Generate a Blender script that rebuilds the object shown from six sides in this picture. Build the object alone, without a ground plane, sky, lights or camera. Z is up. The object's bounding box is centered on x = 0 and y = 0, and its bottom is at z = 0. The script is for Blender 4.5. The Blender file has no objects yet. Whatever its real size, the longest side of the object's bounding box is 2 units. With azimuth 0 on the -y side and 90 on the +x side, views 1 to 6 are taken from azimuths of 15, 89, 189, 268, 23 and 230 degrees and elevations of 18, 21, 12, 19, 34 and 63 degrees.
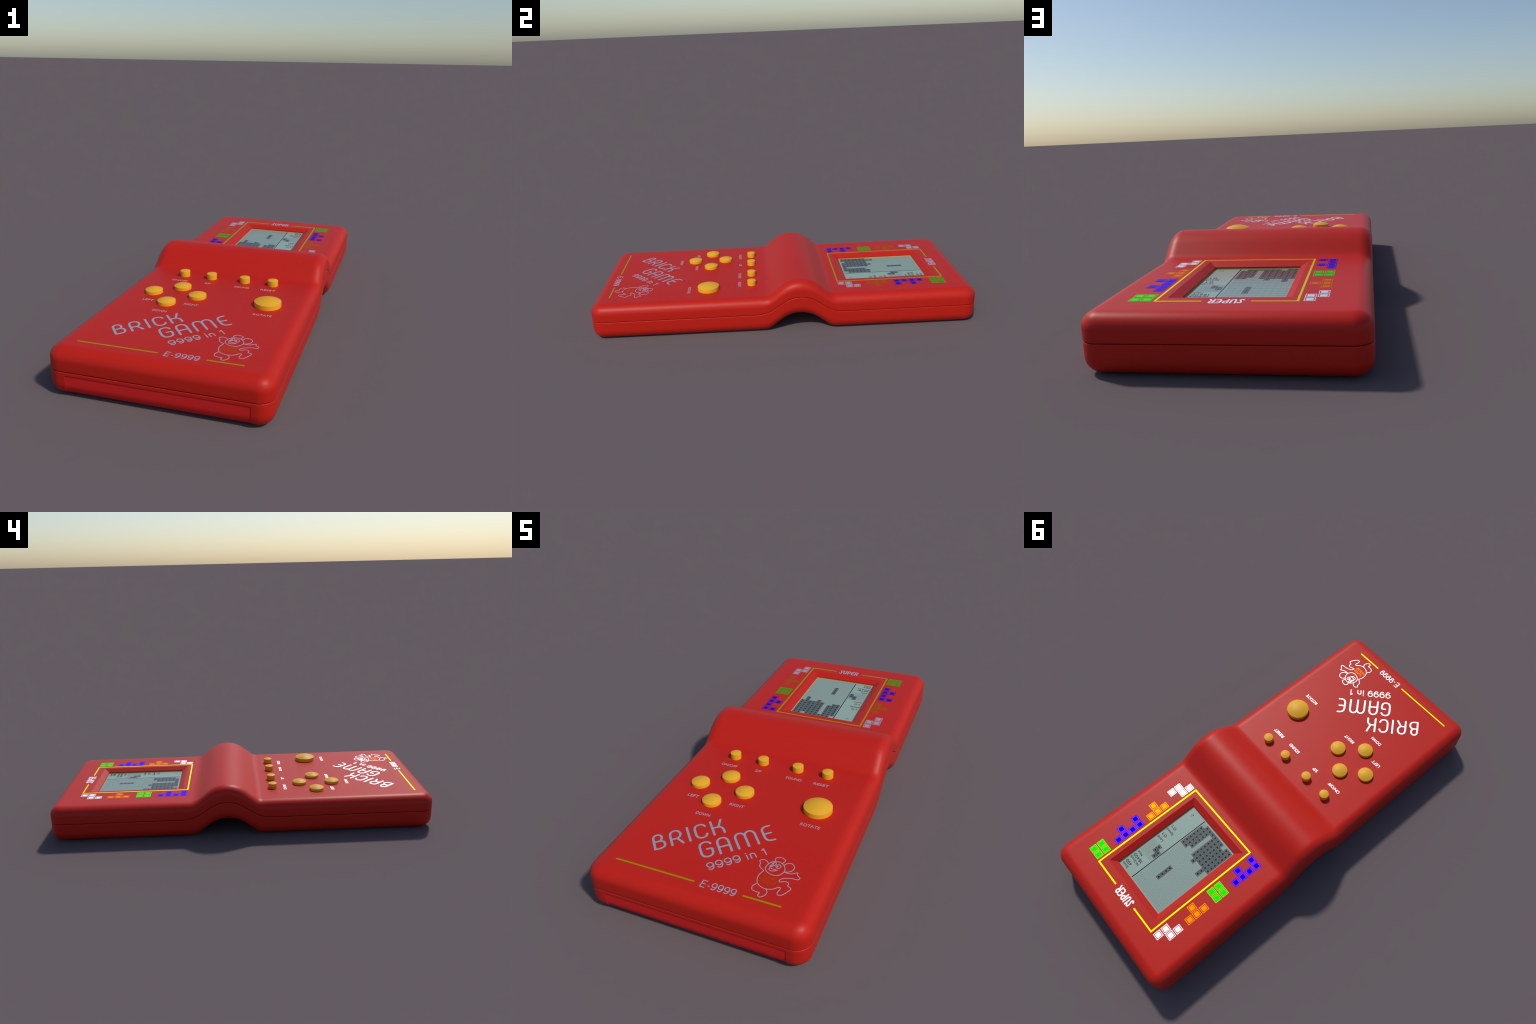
"""Handheld brick-puzzle console: red two-shell case with a finger bump across
the middle, recessed LCD, yellow push buttons and metallic foil printing."""
import bpy, bmesh
from math import sin, cos, tan, pi, radians, sqrt, atan2
from mathutils import Vector, Matrix

# ------------------------------------------------------------------ sizes
HX, HY = 0.4188, 1.0          # half width, half length
CORNER = 0.060               # plan corner radius
Z_TOP, Z_SEAM = 0.1848, 0.0994
BUMP_Y = 0.0835              # centre line of the finger bump
INK_Z = 0.18512               # top of the foil printing
BEZEL_OUT = (-0.182, 0.1990, 0.3255, 0.8245)   # x0 x1 y0 y1
BEZEL_IN = (-0.1548, 0.1715, 0.3548, 0.7958)
LIP_Z, LCD_Z = 0.1700, 0.1625
COVER_X0, COVER_X1, COVER_Z, COVER_Y = -0.3390, 0.3465, 0.0865, -0.600


# -------------------------------------------------------------- materials
def srgb(r, g, b):
    f = lambda c: c / 12.92 if c <= 0.04045 else ((c + 0.055) / 1.055) ** 2.4
    return (f(r / 255), f(g / 255), f(b / 255), 1.0)


def material(name, colour, rough=0.5, metallic=0.0, spec=0.5, grain=0.0, bump=0.0,
             grain_scale=60.0):
    m = bpy.data.materials.new(name)
    m.use_nodes = True
    nt = m.node_tree
    p = nt.nodes["Principled BSDF"]
    p.inputs["Base Color"].default_value = colour
    p.inputs["Roughness"].default_value = rough
    p.inputs["Metallic"].default_value = metallic
    p.inputs["Specular IOR Level"].default_value = spec
    if grain or bump:
        tc = nt.nodes.new("ShaderNodeTexCoord")
        nz = nt.nodes.new("ShaderNodeTexNoise")
        nz.inputs["Scale"].default_value = grain_scale
        nz.inputs["Detail"].default_value = 4.0
        nt.links.new(tc.outputs["Object"], nz.inputs["Vector"])
        if grain:
            ramp = nt.nodes.new("ShaderNodeValToRGB")
            lo = [c * (1 - grain) for c in colour[:3]] + [1]
            hi = [min(1, c * (1 + grain)) for c in colour[:3]] + [1]
            ramp.color_ramp.elements[0].position = 0.3
            ramp.color_ramp.elements[0].color = lo
            ramp.color_ramp.elements[1].position = 0.7
            ramp.color_ramp.elements[1].color = hi
            nt.links.new(nz.outputs["Fac"], ramp.inputs["Fac"])
            nt.links.new(ramp.outputs["Color"], p.inputs["Base Color"])
        if bump:
            bp = nt.nodes.new("ShaderNodeBump")
            bp.inputs["Strength"].default_value = bump
            bp.inputs["Distance"].default_value = 0.001
            nt.links.new(nz.outputs["Fac"], bp.inputs["Height"])
            nt.links.new(bp.outputs["Normal"], p.inputs["Normal"])
    return m


M_CASE = material("red_plastic", (0.535, 0.0150, 0.0068, 1), rough=0.45, spec=0.25, grain=0.015, grain_scale=90)
M_COVER = material("crimson_plastic", (0.70, 0.0155, 0.0145, 1), rough=0.75, spec=0.26, grain=0.015, grain_scale=90)
M_BUTTON = material("yellow_rubber", (0.80, 0.405, 0.022, 1), rough=0.5, spec=0.28, grain=0.015, grain_scale=120)
FOIL = dict(
    white=material("white_foil", (1.0, 1.0, 1.0, 1), rough=0.51, metallic=1.0),
    yellow=material("yellow_foil", (1.0, 0.85, 0.0, 1), rough=0.51, metallic=1.0),
    green=material("green_foil", (0.0, 1.0, 0.0, 1), rough=0.51, metallic=1.0),
    blue=material("blue_foil", (0.0, 0.0, 1.0, 1), rough=0.51, metallic=1.0),
    orange=material("orange_foil", (1.0, 0.26, 0.0, 1), rough=0.51, metallic=1.0),
)
M_LCD = material("lcd_glass", srgb(154, 176, 162), rough=0.2)
M_GHOST = material("lcd_unlit_segment", srgb(141, 159, 149), rough=0.2)
M_DARK = material("lcd_lit_segment", srgb(15, 16, 20), rough=0.2)
M_MID = material("lcd_lit_frame", srgb(32, 35, 37), rough=0.2)
M_GASKET = material("olive_gasket", srgb(190, 165, 40), rough=0.5)

# ---------------------------------------------------------------- objects
ROOT = bpy.data.objects.new("handheld_brick_game", None)
ROOT.empty_display_size = 0.2
ROOT["label"] = "red handheld brick puzzle game with yellow buttons"
ROOT["category"] = "handheld game"
bpy.context.scene.collection.objects.link(ROOT)


def add(name, mesh, mat=None, parent=None, loc=(0, 0, 0), stuff=False):
    ob = bpy.data.objects.new(name, mesh)
    bpy.context.scene.collection.objects.link(ob)
    ob.parent = parent or ROOT
    ob.location = loc
    if mat is not None and not mesh.materials:
        mesh.materials.append(mat)
    if stuff:
        ob["kind"] = "stuff"
    return ob


def finish(bm, name, sharp=32):
    """bmesh -> mesh, smooth shaded with hard edges above the given angle."""
    bmesh.ops.recalc_face_normals(bm, faces=bm.faces[:])
    for f in bm.faces:
        f.smooth = True
    for e in bm.edges:
        if len(e.link_faces) == 2 and e.calc_face_angle(0) > radians(sharp):
            e.smooth = False
    me = bpy.data.meshes.new(name)
    bm.to_mesh(me)
    bm.free()
    return me


# ------------------------------------------------------------------- case
def arch_drop(u, drop, big, deg, small):
    """Fall below the crest at distance u: round crest, straight flank, fillet."""
    th = radians(deg)
    u1 = big * sin(th)
    d1 = big * (1 - cos(th))
    knee = u1 + (drop - d1) / tan(th)
    t = small * tan(th / 2)
    ua, ub = knee - t * cos(th), knee + t
    if u <= u1:
        return big - sqrt(big * big - u * u)
    if u <= ua:
        return d1 + (u - u1) * tan(th)
    if u < ub:
        w = ub - u
        return drop - (small - sqrt(small * small - w * w))
    return drop


def z_top(y):
    return Z_TOP + 0.0868 - arch_drop(abs(y - BUMP_Y), 0.0870, 0.160, 39, 0.055)


def z_seam(y):
    return Z_SEAM + 0.0895 - arch_drop(abs(y - BUMP_Y), 0.0895, 0.150, 34, 0.165)


def z_bottom(y):
    return 0.0875 - arch_drop(abs(y - BUMP_Y), 0.0875, 0.158, 38, 0.068)


def spread(marks, step):
    """Sorted stations that hit every mark and are at most step apart."""
    out = []
    for a, b in zip(marks, marks[1:]):
        n = max(1, int((b - a) / step + 0.999))
        out += [a + (b - a) * i / n for i in range(n)]
    return out + [marks[-1]]


def outline(xs, ys, inset, ncorner=14):
    """Rounded rectangle, counter-clockwise from the (+x,-y) corner's end."""
    r = max(CORNER - inset, 0.0)
    cx, cy = HX - CORNER, HY - CORNER
    pts = []

    def corner(px, py, a0):
        for k in range(1, ncorner):
            a = a0 + pi / 2 * k / ncorner
            pts.append((px + r * cos(a), py + r * sin(a)))
    ex, ey = cx + r, cy + r
    pts += [(ex, y) for y in ys]
    corner(cx, cy, 0)
    pts += [(x, ey) for x in reversed(xs)]
    corner(-cx, cy, pi / 2)
    pts += [(-ex, y) for y in reversed(ys)]
    corner(-cx, -cy, pi)
    pts += [(x, -ey) for x in xs]
    corner(cx, -cy, 1.5 * pi)
    return pts


def half_shell(name, rows, z_edge, z_face, xs, ys):
    """rows: (inset, fraction from seam to face, z nudge).  Rings of the rounded
    outline climb from the seam to the face, then a grid closes the face."""
    bm = bmesh.new()
    prev = None
    for inset, frac, nudge in rows:
        ring = []
        for x, y in outline(xs, ys, inset):
            z = z_edge(y) * (1 - frac) + z_face(y) * frac + nudge
            ring.append(bm.verts.new((x, y, z)))
        if prev:
            n = len(ring)
            for i in range(n):
                bm.faces.new((prev[i], prev[(i + 1) % n], ring[(i + 1) % n], ring[i]))
        prev = ring
    grid = [[bm.verts.new((x, y, z_face(y))) for x in xs] for y in ys]
    for j in range(len(ys) - 1):
        for i in range(len(xs) - 1):
            bm.faces.new((grid[j][i], grid[j][i + 1], grid[j + 1][i + 1], grid[j + 1][i]))
    bmesh.ops.remove_doubles(bm, verts=bm.verts[:], dist=1e-5)
    bmesh.ops.dissolve_degenerate(bm, dist=1e-6, edges=bm.edges[:])
    bmesh.ops.recalc_face_normals(bm, faces=bm.faces[:])
    return bm


def case_rows(r_in, r_up, thick, lip, sign, power=2.0, steps=14):
    """Profile rows: inner lip, rounded seam edge, wall, fillet, flat margin."""
    g, e = 0.0010 * sign, 0.0025
    rows = [(0.022, 0, g), (e + 0.002, 0, g)]
    for k in range(5):
        a = pi / 2 * k / 4
        rows.append((e * (1 - sin(a)), 0, g + sign * e * (1 - cos(a))))
    f1 = 1 - r_up / thick
    fs = (g + sign * e) / (sign * thick)
    for k in range(1, 5):
        rows.append((0.0, fs + (f1 - fs) * k / 4, 0))
    for k in range(1, steps + 1):
        a = pi / 2 * k / steps
        c, s = cos(a) ** (2 / power), sin(a) ** (2 / power)
        rows.append((r_in * (1 - c), f1 + (1 - f1) * s, 0))
    rows.append((CORNER, 1, 0))
    return rows


def station_lists(xmarks, ymarks):
    cx, cy = HX - CORNER, HY - CORNER
    xs = spread(sorted({-cx, cx, *xmarks}), 0.05)
    lo, hi = BUMP_Y - 0.235, BUMP_Y + 0.2405
    ys = spread(sorted({-cy, lo, *[y for y in ymarks if y <= lo]}), 0.05)[:-1]
    ys += spread([lo, hi], 0.006)[:-1]
    ys += spread(sorted({hi, cy, *[y for y in ymarks if y >= hi]}), 0.05)
    return xs, ys


# front shell with the screen opening
bx0, bx1, by0, by1 = BEZEL_OUT
xs, ys = station_lists([bx0, bx1], [by0, by1])
bm = half_shell("front", case_rows(0.050, 0.047, Z_TOP - Z_SEAM, 0, 1), z_seam, z_top, xs, ys)
hole = [f for f in bm.faces
        if bx0 < f.calc_center_median().x < bx1 and by0 < f.calc_center_median().y < by1
        and f.calc_center_median().z > Z_TOP - 0.002]
bmesh.ops.delete(bm, geom=hole, context='FACES')
FRONT = add("front_shell", finish(bm, "front_shell"), M_CASE)

# sloping screen surround
bm = bmesh.new()
loops = []
for (x0, x1, y0, y1), z in ((BEZEL_OUT, Z_TOP), (BEZEL_IN, LIP_Z), (BEZEL_IN, LCD_Z - 0.006)):
    loops.append([bm.verts.new((x, y, z)) for x, y in ((x0, y0), (x1, y0), (x1, y1), (x0, y1))])
for a, b in zip(loops, loops[1:]):
    for i in range(4):
        bm.faces.new((a[i], a[(i + 1) % 4], b[(i + 1) % 4], b[i]))
me = finish(bm, "screen_surround", 10)
me.flip_normals() if me.polygons[0].normal.z < 0 else None
add("screen_surround", me, M_CASE, FRONT)

# back shell with the battery-cover recess
xs, ys = station_lists([COVER_X0, COVER_X1], [COVER_Y])
rows = case_rows(0.047, 0.052, Z_SEAM, 0, -1)
frac = 1 - COVER_Z / Z_SEAM
rows.append((0.0, frac, 0))
rows = rows[:7] + sorted(rows[7:], key=lambda r: (r[1], r[0]))
bm = half_shell("back", rows, z_seam, z_bottom, xs, ys)


def in_cover(f):
    c = f.calc_center_median()
    return COVER_X0 < c.x < COVER_X1 and c.y < COVER_Y and c.z < COVER_Z and not (c.z > 0.08 and c.y > -0.95)


faces = [f for f in bm.faces if in_cover(f) and (f.calc_center_median().z < 0.001 or f.calc_center_median().y < -0.93)]
bm.normal_update()
sel = set(faces)
edge_verts = {v for f in faces for v in f.verts}
# the cover is the same skin, set back by a hair and given a skirt
cm = bmesh.new()
cv = {v: cm.verts.new(v.co - v.normal * 0.0022) for v in edge_verts}
deep = {}
rim = []
for f in faces:
    cm.faces.new([cv[v] for v in f.verts])
    for e in f.edges:
        if sum(g in sel for g in e.link_faces) == 1:
            rim.append((e.verts[0], e.verts[1]))
walls = []
for a, b in rim:
    for v in (a, b):
        if v not in deep:
            deep[v] = (cm.verts.new(v.co - v.normal * 0.010), v.normal.copy())
    cm.faces.new((cv[a], cv[b], deep[b][0], deep[a][0]))
    walls.append((a, b))
inner = {v: bm.verts.new(v.co - deep[v][1] * 0.009) for v in deep}
bmesh.ops.delete(bm, geom=faces, context='FACES_ONLY')
for a, b in walls:
    bm.faces.new((a, b, inner[b], inner[a]))
BACK = add("back_shell", finish(bm, "back_shell"), M_CASE)
add("battery_cover", finish(cm, "battery_cover"), M_COVER, BACK)


# ---------------------------------------------------------------- buttons
def button_mesh(name, r, rim_z, dome):
    bm = bmesh.new()
    n = 64
    prof = [(r, Z_TOP - 0.004), (r, rim_z - 0.0006)]
    prof += [(r - 0.0006 * (1 - cos(a)), rim_z - 0.0006 + 0.0006 * sin(a)) for a in (0.5, 1.0, pi / 2)]
    r2 = prof[-1][0]
    prof += [(r2 * (1 - k / 10), rim_z + dome * (1 - (1 - k / 10) ** 2)) for k in range(1, 10)]
    prev = None
    for rr, z in prof:
        ring = [bm.verts.new((rr * cos(2 * pi * i / n), rr * sin(2 * pi * i / n), z)) for i in range(n)]
        if prev:
            for i in range(n):
                bm.faces.new((prev[i], prev[(i + 1) % n], ring[(i + 1) % n], ring[i]))
        prev = ring
    tip = bm.verts.new((0, 0, rim_z + dome))
    for i in range(n):
        bm.faces.new((prev[i], prev[(i + 1) % n], tip))
    me = finish(bm, name, 50)
    me.materials.append(M_BUTTON)
    return me


big = button_mesh("rotate_button", 0.0568, 0.2045, 0.0135)
mid = button_mesh("direction_button", 0.0380, 0.1985, 0.0092)
tiny = button_mesh("function_button", 0.0232, 0.2103, 0.0036)
add("rotate_button", big, loc=(0.2474, -0.3968, 0))
for p in ((-0.0630, -0.3995), (-0.1638, -0.4970), (-0.1630, -0.3180), (-0.2645, -0.3997)):
    add("direction_button", mid, loc=(*p, 0))
for x in (0.2124, 0.0801, -0.0801, -0.2126):
    add("function_button", tiny, loc=(x, -0.1650, 0))


# ------------------------------------------------------- strokes and text
def catmull(pts, closed=False, n=8):
    out = []
    m = len(pts)
    for i in range(m if closed else m - 1):
        g = lambda k: pts[k % m] if closed else pts[min(max(k, 0), m - 1)]
        p0, p1, p2, p3 = g(i - 1), g(i), g(i + 1), g(i + 2)
        for k in range(n):
            t = k / n
            out.append(tuple(0.5 * (2 * b + (c - a) * t + (2 * a - 5 * b + 4 * c - d) * t * t
                                    + (3 * b - a - 3 * c + d) * t ** 3)
                             for a, b, c, d in zip(p0, p1, p2, p3)))
    if not closed:
        out.append(tuple(pts[-1]))
    return out


def rounded(pts, r, n=6):
    """Polyline with circularly rounded inner corners of radius about r."""
    out = [pts[0]]
    for a, b, c in zip(pts, pts[1:], pts[2:]):
        va, vc = Vector(a) - Vector(b), Vector(c) - Vector(b)
        t = min(r, va.length * 0.5, vc.length * 0.5)
        p, q = Vector(b) + va.normalized() * t, Vector(b) + vc.normalized() * t
        for k in range(n + 1):
            s = k / n
            out.append(tuple(p * (1 - s) ** 2 + Vector(b) * 2 * s * (1 - s) + q * s * s))
    return out + [pts[-1]]


class Ink:
    """Collects flat strokes into one thin raised print; xf maps 2D -> 2D."""
    level = 0

    def __init__(self, z=INK_Z, thick=0.0012):
        self.bm = bmesh.new()
        self.z, self.thick, self.k = z, thick, 0

    def outline(self, left, right, closed):
        z = self.z + 0.00003 * (self.k % 6)
        self.k += 1
        top = [(self.bm.verts.new((*l, z)), self.bm.verts.new((*r, z))) for l, r in zip(left, right)]
        low = [(self.bm.verts.new((*l, z - self.thick)), self.bm.verts.new((*r, z - self.thick)))
               for l, r in zip(left, right)]
        n = len(top)
        for i in range(n if closed else n - 1):
            j = (i + 1) % n
            self.bm.faces.new((top[i][0], top[i][1], top[j][1], top[j][0]))
            self.bm.faces.new((top[i][0], top[j][0], low[j][0], low[i][0]))
            self.bm.faces.new((top[i][1], low[i][1], low[j][1], top[j][1]))
        if not closed:
            for i in (0, n - 1):
                self.bm.faces.new((top[i][0], low[i][0], low[i][1], top[i][1]))

    def stroke(self, pts, w, closed=False, cap=True, xf=None):
        pts = [Vector(p) for p in pts]
        clean = [pts[0]]
        for p in pts[1:]:
            if (p - clean[-1]).length > 1e-5:
                clean.append(p)
        pts = clean
        n = len(pts)
        left, right = [], []
        h = w / 2
        for i, p in enumerate(pts):
            a = pts[i - 1] if (i or closed) else None
            b = pts[(i + 1) % n] if (i < n - 1 or closed) else None
            d1 = (p - a).normalized() if a is not None else None
            d2 = (b - p).normalized() if b is not None else None
            d1 = d1 or d2
            d2 = d2 or d1
            t = (d1 + d2)
            t = t.normalized() if t.length > 1e-4 else d1
            nrm = Vector((-t.y, t.x))
            k = min(1.6, 1 / max(0.3, abs(nrm.dot(Vector((-d1.y, d1.x))))))
            left.append(p + nrm * h * k)
            right.append(p - nrm * h * k)
        if cap and not closed:
            for end in (0, -1):
                q = pts[0] if end == 0 else pts[-1]
                d = ((pts[0] - pts[1]) if end == 0 else (pts[-1] - pts[-2])).normalized()
                nrm = Vector((-d.y, d.x)) * (-1 if end == 0 else 1)
                for a in (0.4, 0.8, 1.15, 1.4):
                    l = q + d * h * sin(a) + nrm * h * cos(a)
                    r = q + d * h * sin(a) - nrm * h * cos(a)
                    if end == 0:
                        left.insert(0, l)
                        right.insert(0, r)
                    else:
                        left.append(l)
                        right.append(r)
        if xf:
            left = [xf(p) for p in left]
            right = [xf(p) for p in right]
        self.outline([tuple(p) for p in left], [tuple(p) for p in right], closed)

    def rect(self, x0, x1, y0, y1):
        self.outline([(x0, y0), (x1, y0)], [(x0, y1), (x1, y1)], False)

    def ring(self, x0, x1, y0, y1, w):
        o = [(x0, y0), (x1, y0), (x1, y1), (x0, y1)]
        i = [(x0 + w, y0 + w), (x1 - w, y0 + w), (x1 - w, y1 - w), (x0 + w, y1 - w)]
        self.outline(o, i, True)

    def mesh(self, name, mat):
        me = finish(self.bm, name, 20)
        me.materials.append(mat)
        return me


def word(name, text, box, mat, shear=0.0, bold=0.0, z=INK_Z, xf=None, spacing=1.0, parent=None):
    """Lettering in the built-in font, fitted to box = (x0, x1, y_base, y_cap)."""
    cu = bpy.data.curves.new(name, 'FONT')
    cu.body = text
    cu.offset = bold
    cu.shear = shear
    cu.extrude = 0.0006
    cu.resolution_u = 4
    cu.space_character = spacing
    tmp = bpy.data.objects.new(name, cu)
    bpy.context.scene.collection.objects.link(tmp)
    dg = bpy.context.evaluated_depsgraph_get()
    me = bpy.data.meshes.new_from_object(tmp.evaluated_get(dg))
    bpy.data.objects.remove(tmp)
    bpy.data.curves.remove(cu)
    vx = [v.co.x for v in me.vertices]
    vy = [v.co.y for v in me.vertices]
    x0, x1, y0, y1 = box
    ax, ay = (x1 - x0) / (max(vx) - min(vx)), (y1 - y0) / (max(vy) - min(vy))
    mx, my = min(vx), min(vy)
    for v in me.vertices:
        p = (x0 + (v.co.x - mx) * ax, y0 + (v.co.y - my) * ay)
        p = xf(p) if xf else p
        v.co = (p[0], p[1], z - 0.0006 + v.co.z)
    me.materials.clear()
    me.name = name
    return add(name, me, mat, parent or FRONT)


# plain sans figures and letters: (advance, centre lines in cap-height units)
def oval(cx, cy, rx, ry, a0=0, a1=360, n=24):
    return [(cx + rx * cos(radians(a0 + (a1 - a0) * k / n)), cy + ry * sin(radians(a0 + (a1 - a0) * k / n)))
            for k in range(n + 1)]


SANS = {
    "9": (0.72, [oval(.31, .655, .255, .29, 8, 368)[:-1], [(.565, .62)] + oval(.30, .50, .265, .45, 0, -112, 12) + [(.09, .19)]]),
    "0": (0.72, [oval(.29, .5, .225, .45)[:-1]]),
    "6": (0.72, [oval(.30, .34, .225, .285, 188, 548)[:-1], [(.075, .38)] + oval(.305, .50, .235, .45, 180, 68, 12) + [(.49, .82)]]),
    "4": (0.72, [[(.40, .04), (.40, .95), (.05, .30)], [(.05, .30), (.54, .30)]]),
    "1": (0.60, [[(.32, .04), (.32, .96)], [(.32, .96), (.25, .80), (.10, .74)]]),
    "i": (0.30, [[(.10, .04), (.10, .70)], [(.10, .85), (.10, .97)]]),
    "n": (0.66, [[(.10, .04), (.10, .70)], [(.10, .52)] + oval(.29, .50, .19, .21, 160, 0, 10) + [(.48, .04)]]),
    "E": (0.82, [[(.66, .04), (.13, .04), (.13, .96), (.64, .96)], [(.13, .52), (.60, .52)]]),
    "-": (0.44, [[(.08, .36), (.30, .36)]]),
    " ": (0.34, []),
}


def print_line(name, text, origin, along, height, width, mat=None, z=None, parent=None, squeeze=1.0):
    up = Vector((-along.y, along.x))
    ink = Ink() if z is None else Ink(z=z, thick=0.0001)
    x = 0.0
    for ch in text:
        adv, paths = SANS[ch]
        for path in paths:
            closed = ch in "906" and path is paths[0]
            ink.stroke([(x * height * squeeze + p[0] * height * squeeze, p[1] * height) for p in path], width, closed=closed, cap=False,
                       xf=lambda p: tuple(origin + along * p[0] + up * p[1]))
        x += adv
    return add(name, ink.mesh(name, mat or FOIL["white"]), parent=parent or FRONT)


# ----------------------------------------------------- printing: bottom end
ink = Ink()
ink.rect(-0.3285, -0.0156, -0.9195, -0.9130)
add("printed_rule", ink.mesh("printed_rule", FOIL["yellow"]), parent=FRONT)
ink = Ink()
ink.rect(0.1642, 0.2990, -0.9195, -0.9130)
add("printed_rule", ink.mesh("printed_rule", FOIL["yellow"]), parent=FRONT)
print_line("model_number", "E-9999", Vector((0.0075, -0.9310)), Vector((1, 0)), 0.0325, 0.0036)

TITLE_O, TITLE_A = Vector((-0.2219, -0.8315)), radians(43.04)
E1 = Vector((cos(TITLE_A), sin(TITLE_A)))
E2 = Vector((-E1.y, E1.x))


def title(base):
    """Glyph space (x squeezed by 0.8) -> slanted title line on the case."""
    def xf(p):
        x, y = p[0] / 0.8 + 0.058 * p[1], p[1] + base
        return tuple(TITLE_O + E1 * x + E2 * y)
    return xf


GLYPHS = {  # centre lines, metres along / above the slanted base line
    "B": [[(.0030, .004), (.0030, .064), (.0065, .077), (.0185, .083), (.0300, .078), (.0345, .067), (.0345, .060), (.0310, .050), (.0230, .0445)],
          [(.0030, .0445), (.0260, .0445), (.0365, .040), (.0410, .030), (.0410, .019), (.0365, .008), (.0250, .004), (.0030, .004)]],
    "R": [[(.0655, .004), (.0655, .063), (.0700, .077), (.0845, .083), (.0985, .077), (.1040, .063), (.1040, .056), (.0995, .042), (.0870, .0365)],
          [(.0655, .0365), (.0870, .0365)], [(.0890, .0365), (.1065, .004)]],
    "I": [[(.1325, .004), (.1325, .083)]],
    "C": [[(.1998, .022), (.1945, .009), (.1805, .004), (.1655, .009), (.1590, .023), (.1590, .064), (.1655, .078), (.1805, .083), (.1945, .078), (.1998, .066)]],
    "K": [[(.2240, .004), (.2240, .083)], [(.2240, .0435), (.2480, .0435), (.2580, .038), (.2630, .027), (.2635, .004)],
          [(.2480, .0435), (.2645, .083)]],
    "G": [[(.1925, .070), (.1870, .081), (.1720, .086), (.1565, .080), (.1505, .066), (.1505, .023), (.1565, .009), (.1720, .004), (.1875, .009), (.1925, .023), (.1925, .0450), (.1740, .0450)]],
    "A": [[(.2165, .003), (.2165, .066), (.2225, .080), (.2370, .086), (.2515, .080), (.2575, .066), (.2575, .003)],
          [(.2165, .038), (.2575, .038)]],
    "M": [[(.2850, .003), (.2850, .067), (.2905, .080), (.3035, .086), (.3170, .080), (.3225, .067), (.3225, .003)],
          [(.3225, .067), (.3285, .080), (.3415, .086), (.3545, .080), (.3605, .067), (.3605, .003)]],
    "E": [[(.4225, .004), (.4080, .004), (.3955, .009), (.3900, .023), (.3900, .066), (.3955, .080), (.4080, .086), (.4240, .086)],
          [(.3900, .0455), (.4190, .0455)]],
}
for row, base in (("BRICK", 0.0), ("GAME", -0.1065)):
    for ch in row:
        ink = Ink()
        for path in GLYPHS[ch]:
            squeezed = [(x * 0.8, y) for x, y in path]
            ink.stroke(rounded(squeezed, 0.006, 4), 0.0071, xf=title(base))
        add("title_letter", ink.mesh("title_letter", FOIL["white"]), parent=FRONT)


print_line("game_count", "9999 in 1", TITLE_O + E1 * 0.1505 + E2 * -0.1705, E1, 0.0385, 0.0045, squeeze=1.15)

LABELS = (("ON/OFF", -.2510, -.1772, -.2400), ("S/P", -.0920, -.0643, -.2380), ("SOUND", .0492, .1187, -.2390),
          ("RESET", .1722, .2382, -.2392), ("LEFT", -.2771, -.2288, -.4945), ("DOWN", -.1903, -.1298, -.5885),
          ("RIGHT", -.0906, -.0300, -.4920), ("ROTATE", .2120, .2893, -.5085))
for text, x0, x1, yb in LABELS:
    word("button_label", text, (x0, x1, yb, yb + 0.0165), FOIL["white"], bold=0.003)

# stand-in figure: a plain line-drawn mouse
FIG_W = 0.0028
FIGURE = [  # (closed, control points)
    (True, [(.183, -.752), (.183, -.771), (.196, -.786), (.216, -.792), (.236, -.788), (.249, -.768), (.246, -.747), (.231, -.730), (.212, -.725), (.194, -.731)]),
    (False, [(.2030, -.7252), (.198, -.714), (.205, -.703), (.220, -.702), (.234, -.710), (.2300, -.7260)]),
    (False, [(.2370, -.7345), (.247, -.720), (.262, -.718), (.274, -.729), (.275, -.746), (.263, -.760), (.2490, -.7635)]),
    (False, [(.1840, -.7450), (.173, -.735), (.159, -.733), (.150, -.743), (.157, -.752), (.161, -.769), (.1820, -.7836)]),
    (False, [(.1820, -.7836), (.175, -.809), (.180, -.837), (.195, -.8535), (.219, -.861), (.243, -.854), (.2590, -.8387), (.2665, -.8430), (.264, -.861), (.268, -.8715), (.281, -.868), (.295, -.845), (.299, -.830), (.284, -.823)]),
    (False, [(.1835, -.8490), (.176, -.864), (.180, -.879), (.196, -.884), (.2090, -.8845), (.2080, -.897), (.219, -.901), (.231, -.887), (.2310, -.872), (.2230, -.8622)]),
    (False, [(.2840, -.8230), (.2835, -.810), (.270, -.806), (.2540, -.8140), (.2490, -.808), (.258, -.795), (.283, -.785), (.306, -.783), (.310, -.773), (.297, -.763), (.294, -.752), (.275, -.7645), (.2530, -.7665)]),
    (True, [(.2040, -.7490), (.210, -.738), (.205, -.7305), (.198, -.736), (.197, -.746)]),
    (True, [(.2140, -.7520), (.226, -.756), (.230, -.744), (.222, -.737), (.215, -.743)]),
    (False, [(.1935, -.7590), (.205, -.765), (.2250, -.7650)]),
    (False, [(.1960, -.7640), (.197, -.773), (.210, -.7755), (.2240, -.7655)]),
]
ink = Ink()
for closed, pts in FIGURE:
    ink.stroke(catmull(pts, closed, 6), FIG_W, closed=closed)
ink.stroke([(.1960, -.7535), (.2000, -.7515)], 0.0075)
ink.stroke([(.2195, -.7470), (.2190, -.7490)], 0.0045)
ink.stroke([(.2010, -.7390), (.2005, -.7420)], 0.0045)
add("printed_figure", ink.mesh("printed_figure", FOIL["white"]), parent=FRONT)
word("chest_lettering", "SUPER", (.1890, .2415, -.8160, -.8030), FOIL["orange"], shear=0.15, spacing=1.1)
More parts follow.
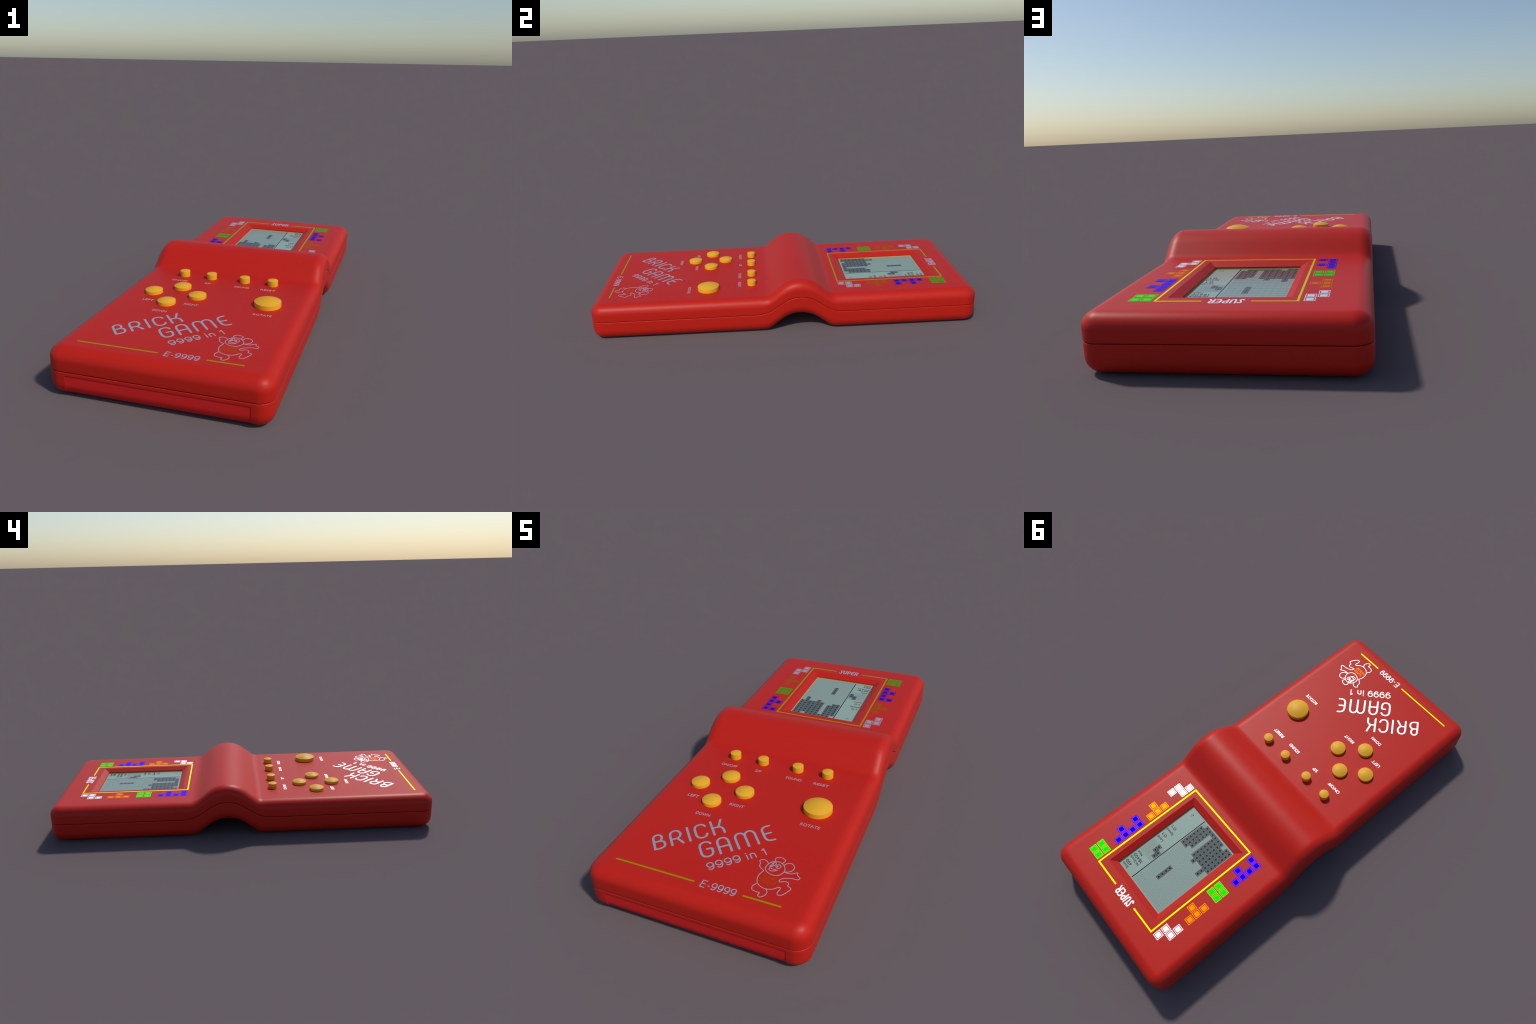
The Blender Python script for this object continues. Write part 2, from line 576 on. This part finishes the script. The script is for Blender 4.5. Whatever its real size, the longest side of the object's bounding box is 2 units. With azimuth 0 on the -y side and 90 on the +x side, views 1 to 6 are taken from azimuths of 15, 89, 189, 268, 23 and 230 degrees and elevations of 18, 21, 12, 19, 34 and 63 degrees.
word("chest_lettering", "MOUSE", (.1850, .2445, -.8375, -.8210), FOIL["orange"], shear=0.15, spacing=1.1)

# ----------------------------------------------------- printing: screen end
fx0, fx1, fy0, fy1, fw = -0.2062, 0.2290, 0.2945, 0.8685, 0.0072
ink = Ink()
ink.rect(fx0, fx0 + fw, fy0, fy1)
ink.rect(fx1 - fw, fx1, fy0, fy1)
ink.rect(fx0 + fw, fx1 - fw, fy0, fy0 + fw)
ink.rect(fx0 + fw, -0.0660, fy1 - fw, fy1)
ink.rect(0.0818, fx1 - fw, fy1 - fw, fy1)
add("printed_frame", ink.mesh("printed_frame", FOIL["yellow"]), parent=FRONT)

SUPER = {
    "S": [[(.0000, .009), (.0035, .003), (.0085, .003), (.0115, .010), (.0075, .021), (.0045, .030), (.0075, .038), (.0125, .038), (.0155, .032)]],
    "U": [[(.0000, .040), (.0000, .012), (.0030, .004), (.0075, .003), (.0120, .006), (.0135, .012), (.0135, .040)]],
    "P": [[(.0000, .002), (.0000, .039), (.0080, .039), (.0130, .034), (.0130, .025), (.0085, .019)], [(.0010, .019), (.0085, .019)]],
    "E": [[(.0140, .003), (.0050, .003), (.0008, .009), (.0008, .031), (.0050, .039), (.0140, .039)], [(.0010, .021), (.0115, .021)]],
    "R": [[(.0000, .002), (.0000, .039), (.0080, .039), (.0130, .034), (.0130, .026), (.0085, .020)], [(.0010, .020), (.0085, .020)],
          [(.0070, .020), (.0140, .002)]],
}
ink = Ink()
for ch, x in zip("SUPER", (-0.0440, -0.0215, 0.0020, 0.0225, 0.0440)):
    for path in SUPER[ch]:
        ink.stroke(rounded(path, 0.004, 4), 0.0058,
                   xf=lambda p, x=x: (x + p[0], 0.8455 + p[1]))
add("heading_lettering", ink.mesh("heading_lettering", FOIL["white"]), parent=FRONT)

CW, CH = 0.0338, 0.0350          # outer size of one printed brick


def brick_mesh(colour):
    ink = Ink()
    ink.ring(-CW / 2, CW / 2, -CH / 2, CH / 2, 0.0027)
    ink.rect(-0.0110, 0.0110, -0.0114, 0.0114)
    return ink.mesh("printed_brick_" + colour, FOIL[colour])


BRICKS = {c: brick_mesh(c) for c in ("white", "orange", "green", "blue")}
PX, PY = 0.0374, 0.0404          # pitch of the printed bricks
SHAPES = {  # (column away from the screen, row towards -y)
    "green": [(0, 0), (1, 0), (0, 1), (1, 1)],
    "blue": [(0, 0), (0, 1), (0, 2), (0, 3), (1, 1), (1, 3)],
    "orange": [(0, 0), (0, 1), (0, 2), (1, 1)],
    "white": [(1, 0), (1, 1), (0, 1), (0, 2)],
}
# right side counts columns outwards from x0; left side prints the same shapes unmirrored
for colour, y in (("green", .8482), ("blue", .7353), ("orange", .5480), ("white", .3950)):
    for c, r in SHAPES[colour]:
        add("printed_brick", BRICKS[colour], parent=FRONT, loc=(0.2555 + c * PX, y - r * PY, 0))
for colour, y in (("white", .8482), ("orange", .7030), ("green", .5500), ("blue", .4378)):
    for c, r in SHAPES[colour]:
        add("printed_brick", BRICKS[colour], parent=FRONT, loc=(-0.2728 + c * PX, y - r * PY, 0))

# --------------------------------------------------------------- display
lx0, lx1, ly0, ly1 = BEZEL_IN
bm = bmesh.new()
bmesh.ops.create_cube(bm, size=1.0, matrix=Matrix.Translation(((lx0 + lx1) / 2, (ly0 + ly1) / 2, LCD_Z - 0.004))
                      @ Matrix.Diagonal((lx1 - lx0 + 0.008, ly1 - ly0 + 0.008, 0.008, 1)))
LCD = add("display", finish(bm, "display"), M_LCD)

ink = Ink(z=LCD_Z + 0.0030, thick=0.0030)
e = 0.0004
ink.ring(lx0 + e, lx1 - e, ly0 + e, ly1 - e, 0.0006)
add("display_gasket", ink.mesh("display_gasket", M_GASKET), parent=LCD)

SEG_Z = LCD_Z + 0.0002
FX, FY, QX, QY = -0.1502, 0.3652, 0.02148, 0.02120     # field origin and pitch


def lit_mesh():
    bm = bmesh.new()
    for (o, i, slot) in ((0.0102, 0.0081, 1), (0.0050, 0.0, 0)):
        ov = [bm.verts.new((sx * o, sy * o, SEG_Z)) for sx, sy in ((-1, -1), (1, -1), (1, 1), (-1, 1))]
        if i:
            iv = [bm.verts.new((sx * i, sy * i, SEG_Z)) for sx, sy in ((-1, -1), (1, -1), (1, 1), (-1, 1))]
            for k in range(4):
                f = bm.faces.new((ov[k], ov[(k + 1) % 4], iv[(k + 1) % 4], iv[k]))
                f.material_index = slot
        else:
            bm.faces.new(ov).material_index = slot
    # etched tint between frame and core
    o, i = 0.0081, 0.0050
    ov = [bm.verts.new((sx * o, sy * o, SEG_Z)) for sx, sy in ((-1, -1), (1, -1), (1, 1), (-1, 1))]
    iv = [bm.verts.new((sx * i, sy * i, SEG_Z)) for sx, sy in ((-1, -1), (1, -1), (1, 1), (-1, 1))]
    for k in range(4):
        bm.faces.new((ov[k], ov[(k + 1) % 4], iv[(k + 1) % 4], iv[k])).material_index = 2
    me = finish(bm, "lit_segment")
    for m in (M_DARK, M_MID, M_TINT):
        me.materials.append(m)
    return me


M_TINT = material("lcd_lit_tint", srgb(116, 125, 122), rough=0.2)
LIT = lit_mesh()


def lit(x, y):
    add("lit_segment", LIT, parent=LCD, loc=(x, y, 0))


STACK = [(0, 6), (0, 8), (1, 6), (0, 6), (0, 7), (0, 6), (0, 0), (0, 5), (0, 6), (1, 6)]  # lowest, highest row per column
filled = {(c, r) for c, (a, b) in enumerate(STACK) for r in range(a, b + 1)}
filled |= {(6, r) for r in range(12, 16)}
ghost = Ink(z=SEG_Z, thick=0.0001)


def ghost_cell(x, y):
    for s, w in ((0.0102, 0.0030), ):
        ghost.k = 0
        ghost.ring(x - s, x + s, y - s, y + s, w)
    ghost.k = 0
    ghost.rect(x - 0.0046, x + 0.0046, y - 0.0046, y + 0.0046)


for c in range(10):
    for r in range(20):
        x, y = FX + (c + 0.5) * QX, FY + (r + 0.5) * QY
        (lit if (c, r) in filled else ghost_cell)(x, y)
NX, NY, NQ = 0.0768, 0.5985, 0.0207
for c in range(4):
    for r in range(4):
        x, y = NX + (c + 0.5) * NQ, NY + (r + 0.5) * NQ
        (lit if (c, r) in ((0, 2), (0, 1), (1, 1), (1, 0)) else ghost_cell)(x, y)
add("unlit_segments", ghost.mesh("unlit_segments", M_GHOST), parent=LCD, stuff=True)

ink = Ink(z=SEG_Z, thick=0.0001)
ink.rect(0.0686, 0.0732, 0.3620, 0.7895)
add("field_divider", ink.mesh("field_divider", M_DARK), parent=LCD)
for text, x0, x1, yb, h, b in (("Score", .1210, .1590, .7735, .0135, 0), ("400", .1215, .1575, .7530, .0150, .008),
                               ("Hi-Score", .0990, .1610, .7290, .0135, 0), ("16400", .0965, .1575, .7085, .0150, .008),
                               ("Next", .1260, .1590, .6885, .0125, 0), ("Level", .1225, .1610, .5725, .0125, 0),
                               ("01", .1290, .1560, .5450, .0150, .008), ("Speed", .1150, .1620, .5140, .0160, 0),
                               ("01", .1285, .1555, .4890, .0150, .008)):
    if text.isdigit():
        wide = sum(SANS[c][0] for c in text) - 0.2
        print_line("display_lettering", text, Vector((x0, yb)), Vector((1, 0)), h, 0.0025, M_DARK, SEG_Z + 0.0002, LCD,
                   squeeze=(x1 - x0) / (wide * h))
    else:
        word("display_lettering", text, (x0, x1, yb, yb + h), M_DARK, bold=0.006, z=SEG_Z + 0.0002, parent=LCD)
ink = Ink(z=SEG_Z, thick=0.0001)
ink.stroke([(.1360, .3850), (.1360, .3960), (.1405, .3925), (.1430, .3880)], 0.0012)
ink.stroke([(.1335, .3850), (.1350, .3848)], 0.0048)
add("sound_note", ink.mesh("sound_note", M_MID), parent=LCD)
